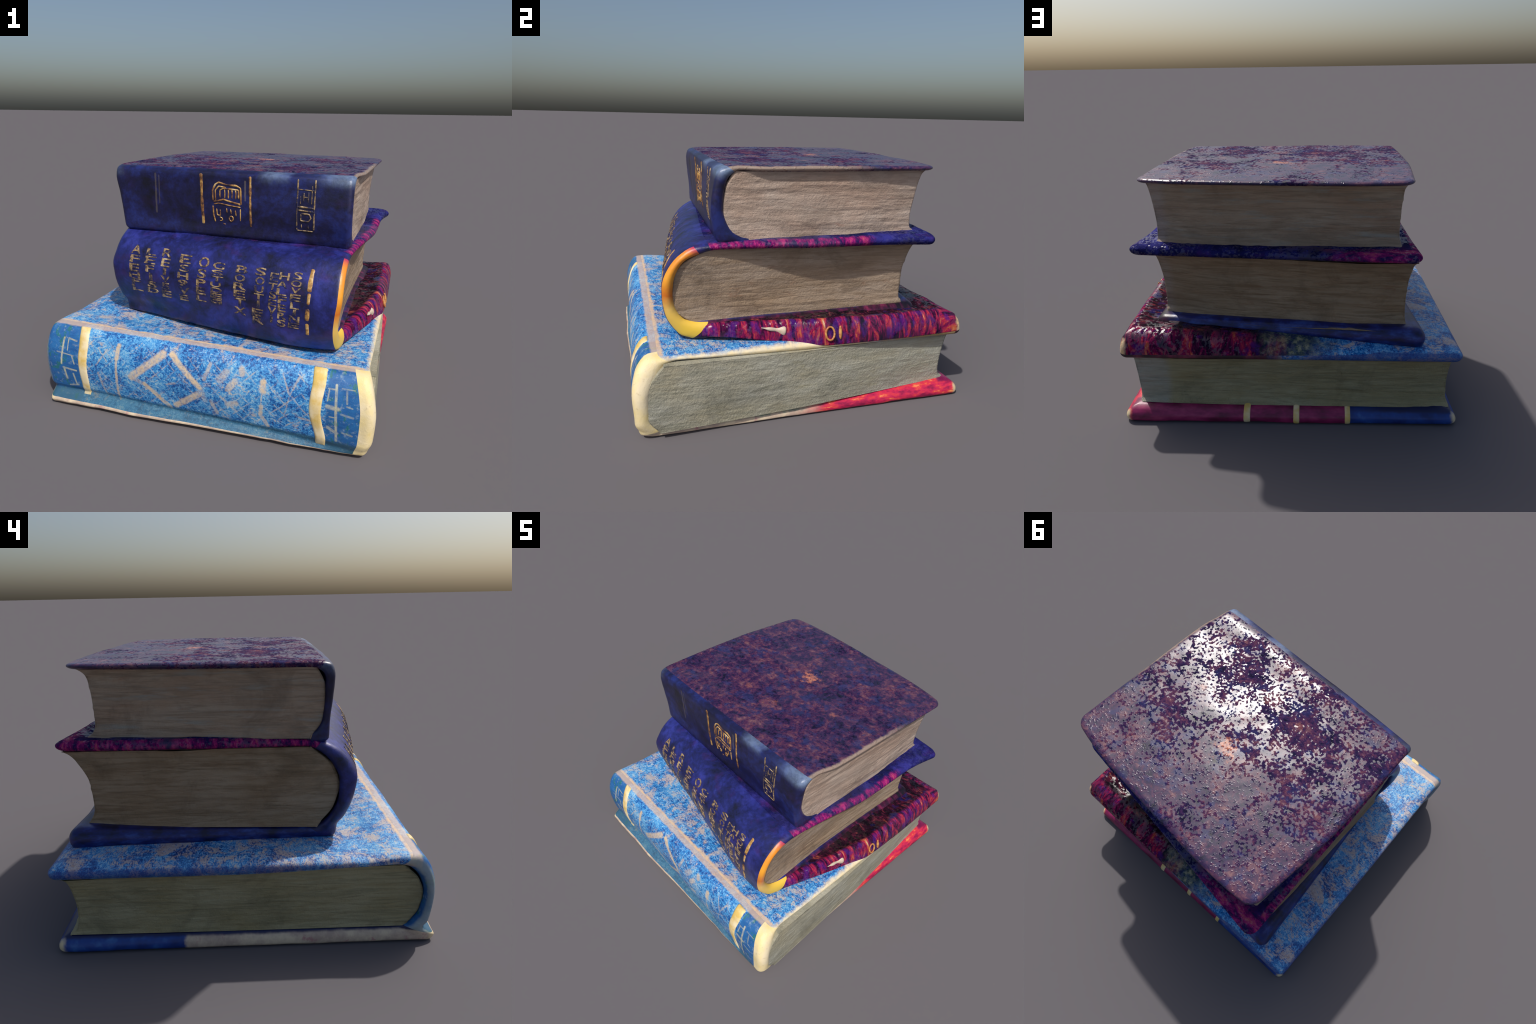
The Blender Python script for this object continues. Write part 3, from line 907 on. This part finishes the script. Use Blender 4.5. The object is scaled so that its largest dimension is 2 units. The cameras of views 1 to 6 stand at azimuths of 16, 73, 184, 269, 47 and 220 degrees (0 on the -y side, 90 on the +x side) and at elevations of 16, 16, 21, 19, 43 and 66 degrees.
def middle_navy_book(M):
    book = thing("navy_leather_book", (0.05, 0, .47), "thick navy leather book with gold lettered round spine", "book")
    rows = [
        (-.728, .940, 1.050, .940, .996, .930, .755, 1.033, .755, .968, .50, .06, .05, 0, 0),
        (-.715, .450, 1.050, .450, .985, .880, .450, 1.032, .450, .970, .50, .05, .05, 0, 0),
        (-.710, .000, 1.042, .000, .985, .870, .050, 1.026, .050, .975, .50, .05, .04, 0, 0),
        (-.700, -.28, 1.038, -.28, .985, .810, -.33, 1.020, -.33, .975, .50, .04, .04, 0, 0),
        (-.698, -.397, 1.025, -.36, .980, .780, -.53, 1.012, -.52, .970, .50, .04, .04, -.010, 0),
        (-.704, -.490, .982, -.43, .940, .772, -.635, .998, -.60, .950, .50, .04, .04, -.016, 0),
        (-.712, -.568, .900, -.48, .880, .770, -.742, .925, -.69, .910, .50, .04, .04, -.012, 0),
        (-.722, -.604, .815, -.51, .800, .768, -.805, .800, -.745, .800, .50, .04, .04, -.010, 0),
        (-.720, -.592, .730, -.51, .720, .760, -.810, .730, -.75, .730, .50, .04, .04, -.012, 0),
        (-.705, -.545, .600, -.47, .610, .752, -.798, .620, -.735, .650, .50, .04, .04, -.020, 0),
        (-.690, -.508, .540, -.42, .555, .755, -.762, .550, -.68, .578, .50, .04, .04, -.042, 0),
        (-.686, -.498, .482, -.38, .548, .765, -.695, .485, -.60, .560, .50, .03, .04, -.055, 0),
        (-.690, -.40, .465, -.30, .548, .775, -.590, .460, -.50, .558, .50, .03, .04, -.03, 0),
        (-.720, .000, .465, .000, .550, .782, .000, .460, .000, .558, .50, .03, .04, 0, 0),
        (-.788, .915, .465, .915, .598, .810, .740, .480, .740, .575, .50, .05, .06, 0, 0)]
    c = Cover(rows, corner=.06, seed=23, skew=.8)
    hinge, foot = c.s_of(4.2), c.s_of(11.6)

    def pick(s, t, outer):
        k = np.where(s < hinge, 0, np.where(s > foot, 2, 1))
        return np.where((k == 1) & (t > .985) & (s > c.s_of(5)), 3, k)
    c.build(book, (pick, [("front_cover", M['navy_board']), ("spine", M['navy']), ("back_cover", M['navy_low']), ("spine_cap", M['gilt'])]))
    # columns of worn gilt letters stacked down the spine: letters, x and z at top / bottom, width
    columns = [("AFEHFL", -.545, .945, -.536, .66, .074), ("LEFISD", -.430, .935, -.412, .66, .072), ("RE1V5E", -.312, .945, -.315, .65, .068),
               ("ESH9VE", -.180, .930, -.187, .65, .068), ("OSPEL", -.055, .932, -.070, .66, .066), ("GSTUDEG", .042, .915, .033, .65, .074),
               ("BORETX", .187, .915, .186, .63, .070), ("SOUTIER", .306, .920, .296, .61, .062), ("ETSEVI", .389, .905, .383, .64, .044),
               ("HALFERS", .442, .912, .438, .62, .054), ("SOVELINE", .517, .922, .511, .60, .056)]
    rng = np.random.default_rng(4)
    for text, x0, z0, x1, z1, w in columns:
        n = len(text)
        hs = (z0 - z1) / n * (1 + .18 * rng.uniform(-1, 1, n))
        zc = z0 - np.cumsum(hs) + hs / 2
        items = [(ch, x0 + (x1 - x0) * (k + .5) / n + .004 * rng.uniform(-1, 1), zc[k], w * (1 + .15 * rng.uniform(-1, 1)), hs[k] * .86, .05)
                 for k, ch in enumerate(text)]
        c.letters("gilt_lettering", items, M['gold'], book, (5, 10.5))
    c.ribbons("gilt_bar", [(.014, [(.597, .945), (.592, .89), (.590, .83)]), (.010, [(.592, .83), (.588, .76)]),
                           (.013, [(.588, .745), (.586, .67)]), (.011, [(.587, .66), (.592, .585)])], M['gold2'], book, (5, 10.9))
    page_block(book, M['paper_mid'],
               [(0, -.40), (.25, -.49), (.5, -.515), (.75, -.48), (1, -.36)],
               [(0, -.65), (.25, -.765), (.5, -.778), (.75, -.725), (1, -.56)],
               [(0, .855), (.05, .808), (.25, .778), (.55, .783), (.8, .82), (.95, .862), (1, .885)],
               [(0, .69), (.05, .655), (.2, .633), (.5, .632), (.8, .657), (.95, .685), (1, .70)],
               (-.685, -.690, -.675, -.695), (.735, .758, .758, .790),
               (.545, .550, .575, .545), (.99, .98, .995, .975), 13,
               right_bulge=-.020, back_bulge=.026)
    return book, c


def top_book(M):
    book = thing("small_purple_book", (0.03, .1, 1.03), "small old book with marbled purple cover and blue spine", "book")
    rows = [
        (-.668, .838, 1.426, .838, 1.396, .842, .742, 1.420, .742, 1.391, .45, .03, .05, .045, 0),
        (-.730, .200, 1.428, .200, 1.392, .822, .200, 1.424, .200, 1.388, .45, .03, .05, .02, -.003),
        (-.733, -.20, 1.428, -.20, 1.392, .802, -.25, 1.423, -.25, 1.390, .45, .03, .04, 0, -.008),
        (-.732, -.38, 1.428, -.36, 1.390, .772, -.40, 1.425, -.38, 1.392, .50, .03, .04, -.008, 0),
        (-.733, -.455, 1.41, -.41, 1.370, .768, -.492, 1.402, -.43, 1.37, .50, .03, .03, -.010, 0),
        (-.730, -.475, 1.35, -.43, 1.330, .766, -.524, 1.33, -.455, 1.33, .50, .03, .03, .012, 0),
        (-.712, -.470, 1.24, -.43, 1.240, .766, -.543, 1.18, -.475, 1.20, .50, .03, .03, .018, 0),
        (-.703, -.460, 1.12, -.42, 1.130, .766, -.526, 1.08, -.455, 1.12, .50, .03, .03, .014, 0),
        (-.700, -.455, 1.03, -.38, 1.070, .768, -.500, 1.01, -.40, 1.055, .50, .03, .03, -.005, 0),
        (-.685, -.41, 1.000, -.33, 1.050, .762, -.44, .995, -.34, 1.040, .50, .03, .03, 0, 0),
        (-.660, .700, 1.01, .70, 1.050, .750, .620, 1.00, .62, 1.035, .50, .03, .03, 0, 0)]

    c = Cover(rows, corner=.06, seed=37, lumps=.002)
    hinge, foot = c.s_of(3.5), c.s_of(8.5)

    def pick(s, t, outer):
        return np.where(s < hinge, 0, np.where(s > foot, 2, 1))
    c.build(book, (pick, [("front_cover", M['purple']), ("spine", M['navy3']), ("back_cover", M['navy3'])]))
    rows_ = (3.6, 7.9)
    c.ribbons("gilt_band", [(.0115, [(-.142, 1.398), (-.140, 1.25), (-.136, 1.085)])], M['gold2'], book, rows_)
    c.ribbons("gilt_band", [(.009, [(.166, 1.395), (.169, 1.25), (.172, 1.09)])], M['gold2'], book, rows_)
    # building-like emblem: double frame, arched windows, broken line of marks below
    em = [(.006, [(-.066, 1.235), (-.070, 1.30), (-.052, 1.335), (-.03, 1.348), (.02, 1.335), (.08, 1.333), (.108, 1.32), (.112, 1.22)]),
          (.005, [(-.05, 1.235), (-.052, 1.30), (-.03, 1.325), (.02, 1.318)]),
          (.005, [(-.022, 1.255), (-.022, 1.302), (.0, 1.314), (.095, 1.308), (.096, 1.255)]),
          (.006, [(-.066, 1.232), (-.03, 1.24), (.0, 1.248), (.05, 1.236), (.112, 1.222)]),
          (.004, [(-.066, 1.216), (-.03, 1.224), (.04, 1.214), (.112, 1.206)])]
    em += [(.0045, [(xx, 1.312), (xx + .002, 1.285), (xx, 1.252)]) for xx in (.008, .031, .054, .077)]
    em += [(.005, [(-.068, 1.21), (-.066, 1.15), (-.055, 1.105)]), (.004, [(-.045, 1.195), (-.042, 1.15), (-.02, 1.15), (-.022, 1.19)]),
           (.004, [(-.03, 1.14), (-.01, 1.135), (-.008, 1.12), (-.03, 1.115)]), (.004, [(.02, 1.20), (.022, 1.165)]), (.004, [(.045, 1.195), (.05, 1.16)]),
           (.0045, [(.035, 1.145), (.055, 1.15), (.062, 1.135), (.05, 1.115), (.036, 1.125), (.035, 1.145)]), (.004, [(.075, 1.19), (.08, 1.15)]),
           (.004, [(.108, 1.20), (.106, 1.12)]), (.004, [(-.01, 1.10), (.015, 1.095)])]
    c.ribbons("gilt_emblem", em, M['gold2'], book, rows_, lift=.0035)
    lb = [(.005, [(.452, 1.395), (.452, 1.10)]), (.005, [(.552, 1.395), (.552, 1.10)]), (.004, [(.452, 1.335), (.552, 1.33)]), (.006, [(.452, 1.238), (.552, 1.232)]),
          (.005, [(.452, 1.218), (.552, 1.212)]), (.004, [(.452, 1.10), (.552, 1.098)]), (.005, [(.488, 1.32), (.488, 1.26)]), (.005, [(.515, 1.325), (.515, 1.262)]),
          (.004, [(.488, 1.292), (.515, 1.292)]), (.004, [(.535, 1.36), (.535, 1.25)]), (.004, [(.47, 1.30), (.47, 1.25)]),
          (.005, [(.475, 1.20), (.525, 1.197), (.535, 1.175), (.52, 1.155), (.475, 1.158), (.475, 1.20)]), (.004, [(.48, 1.14), (.48, 1.11)]), (.004, [(.52, 1.14), (.52, 1.11)])]
    c.ribbons("gilt_label", lb, M['gold'], book, rows_, lift=.0035)
    page_block(book, M['paper_top'],
               [(0, -.36), (.25, -.42), (.5, -.43), (.75, -.425), (1, -.38)],
               [(0, -.40), (.25, -.465), (.5, -.475), (.75, -.46), (1, -.41)],
               [(0, .795), (.06, .755), (.25, .737), (.5, .738), (.8, .745), (.95, .762), (1, .78)],
               [(0, .68), (.06, .655), (.25, .652), (.5, .663), (.8, .678), (.95, .692), (1, .705)],
               (-.680, -.708, -.622, -.634), (.755, .756, .770, .795),
               (1.035, 1.02, 1.04, 1.03), (1.398, 1.393, 1.398, 1.393), 29,
               right_bulge=.014, back_bulge=.010)
    return book, c


def tube(parent, name, path, rad, mat, flat):
    n, k = len(path), 12
    d = unit(np.gradient(path, axis=0))
    up = np.array([0, 0, 1.0]) if abs(d[0, 2]) < .8 else np.array([1.0, 0, 0])
    if name == "ring_mark":
        up = np.array([1.0, 0, 0])
    s = unit(np.cross(d, up))
    w = np.cross(s, d)
    a = np.linspace(0, 2 * math.pi, k, endpoint=False)
    V = path[:, None] + rad[:, None, None] * (np.cos(a)[None, :, None] * s[:, None] + np.sin(a)[None, :, None] * w[:, None] * flat)
    F = [[i * k + j, i * k + (j + 1) % k, (i + 1) * k + (j + 1) % k, (i + 1) * k + j] for i in range(n - 1) for j in range(k)]
    F += [list(range(k))[::-1], [(n - 1) * k + j for j in range(k)]]
    return mesh_object(name, V.reshape(-1, 3), F, mat, parent)


def red_booklet(M):
    """thin red board lying skewed under the navy book"""
    book = thing("thin_red_booklet", (.4, .3, .45), "thin worn red and purple booklet lying flat", "booklet")
    ks = np.array([0, .15, .3, .48, .75, 1])
    #        right edge: x      y     top    base
    R = pchip(ks, np.array([(.735, -.71, .525, .490), (.818, -.47, .560, .488), (.888, -.22, .572, .468),
                            (.962, .10, .580, .440), (.975, .55, .572, .440), (.975, .965, .572, .445)]))
    L = pchip(ks, np.array([(.2, -.45, .52, .47), (.1, -.2, .52, .47), (-.0, 0, .52, .47),
                            (-.2, .25, .52, .46), (-.4, .6, .52, .45), (-.62, .955, .485, .45)]))
    n, k = 150, 150
    s = border_grid(n, 1.7, .12, 14)
    t = 1 - border_grid(k, 1.6, .12, 14)
    S, T = np.meshgrid(s, t, indexing='ij')
    a, b = R(S), L(S)
    d = T * 1.55
    e = (1 - S) * 1.7
    # round the free corner in plan
    c0 = .05
    p, q = np.clip((c0 - d) / c0, 0, 1), np.clip((c0 - e) / c0, 0, 1)
    p2, q2 = p * np.sqrt(1 - q * q / 2), q * np.sqrt(1 - p * p / 2)
    ins = (p > 0) & (q > 0)
    d2 = np.where(ins, c0 * (1 - p2), d)
    e2 = np.where(ins, c0 * (1 - q2), e)
    T, S = d2 / 1.55, 1 - e2 / 1.7
    d, e = np.where(ins, c0 - c0 * np.hypot(p2, q2), d), np.where(ins, c0 - c0 * np.hypot(p2, q2), e)
    a, b = R(S), L(S)
    m = a * (1 - T)[..., None] + b * T[..., None]
    g = lambda x: np.sqrt(np.maximum(0, 1 - (1 - np.clip(x, 0, 1))**2))
    rise = np.minimum(g(d / .075), np.minimum(g(e / .13), g(S * 1.7 / .03)))
    P = np.stack([m[..., 0], m[..., 1], m[..., 3] + (m[..., 2] - m[..., 3]) * rise], -1)
    sink = np.clip((np.minimum(d / .08, e / .14) - 1) / 1.0, 0, 1)
    P[..., 2] -= .016 * sink * sink * (3 - 2 * sink) * np.clip(S * 4 - .5, 0, 1)
    P[..., 2] += .005 * noise3(P, (9, 9, 9), 71) * rise
    bot = P.copy()
    bot[..., 2] = np.minimum(m[..., 3] - .012 * g(np.minimum(d, e) / .03), P[..., 2] - 1e-4)
    slab("front_cover", P, bot, M['red'], book)
    # torn paper spike and a small ring mark on the right-hand edge
    u = np.linspace(0, 1, 26)
    a = np.linspace(0, 2 * math.pi, 20, endpoint=False)
    spine = np.stack([0.872 + .006 * np.sin(u * 3), -.150 - .135 * u, .515 + .028 * u], 1)
    rad = .036 * (1 - u)**1.3 * (.75 + .25 * np.sin(u * 10 + .6)) + .002
    rad[0] = .004
    ring = np.stack([np.cos(a), 0 * a, np.sin(a)], 1)
    tube(book, "torn_scrap", spine, rad, M['scrap'], 1.0)
    th = np.linspace(0, 2 * math.pi, 33)
    loop = np.stack([.958 + .010 * np.sin(th), .095 + .026 * np.cos(th), .505 + .036 * np.sin(th)], 1)
    loop[:, 0] = .967 - .018 * ((loop[:, 2] - .47) / .07)
    tube(book, "ring_mark", loop, np.full(33, .006), M['mark'], 1.0)
    bar = np.stack([np.linspace(.955, .968, 12), np.full(12, .155), np.linspace(.545, .470, 12)], 1)
    tube(book, "bar_mark", bar, .010 * np.sin(np.linspace(.15, 3.0, 12))**.5, M['mark'], 1.0)
    return book


def build():
    M = make_materials()
    large_blue_book(M)
    middle_navy_book(M)
    top_book(M)
    red_booklet(M)


build()
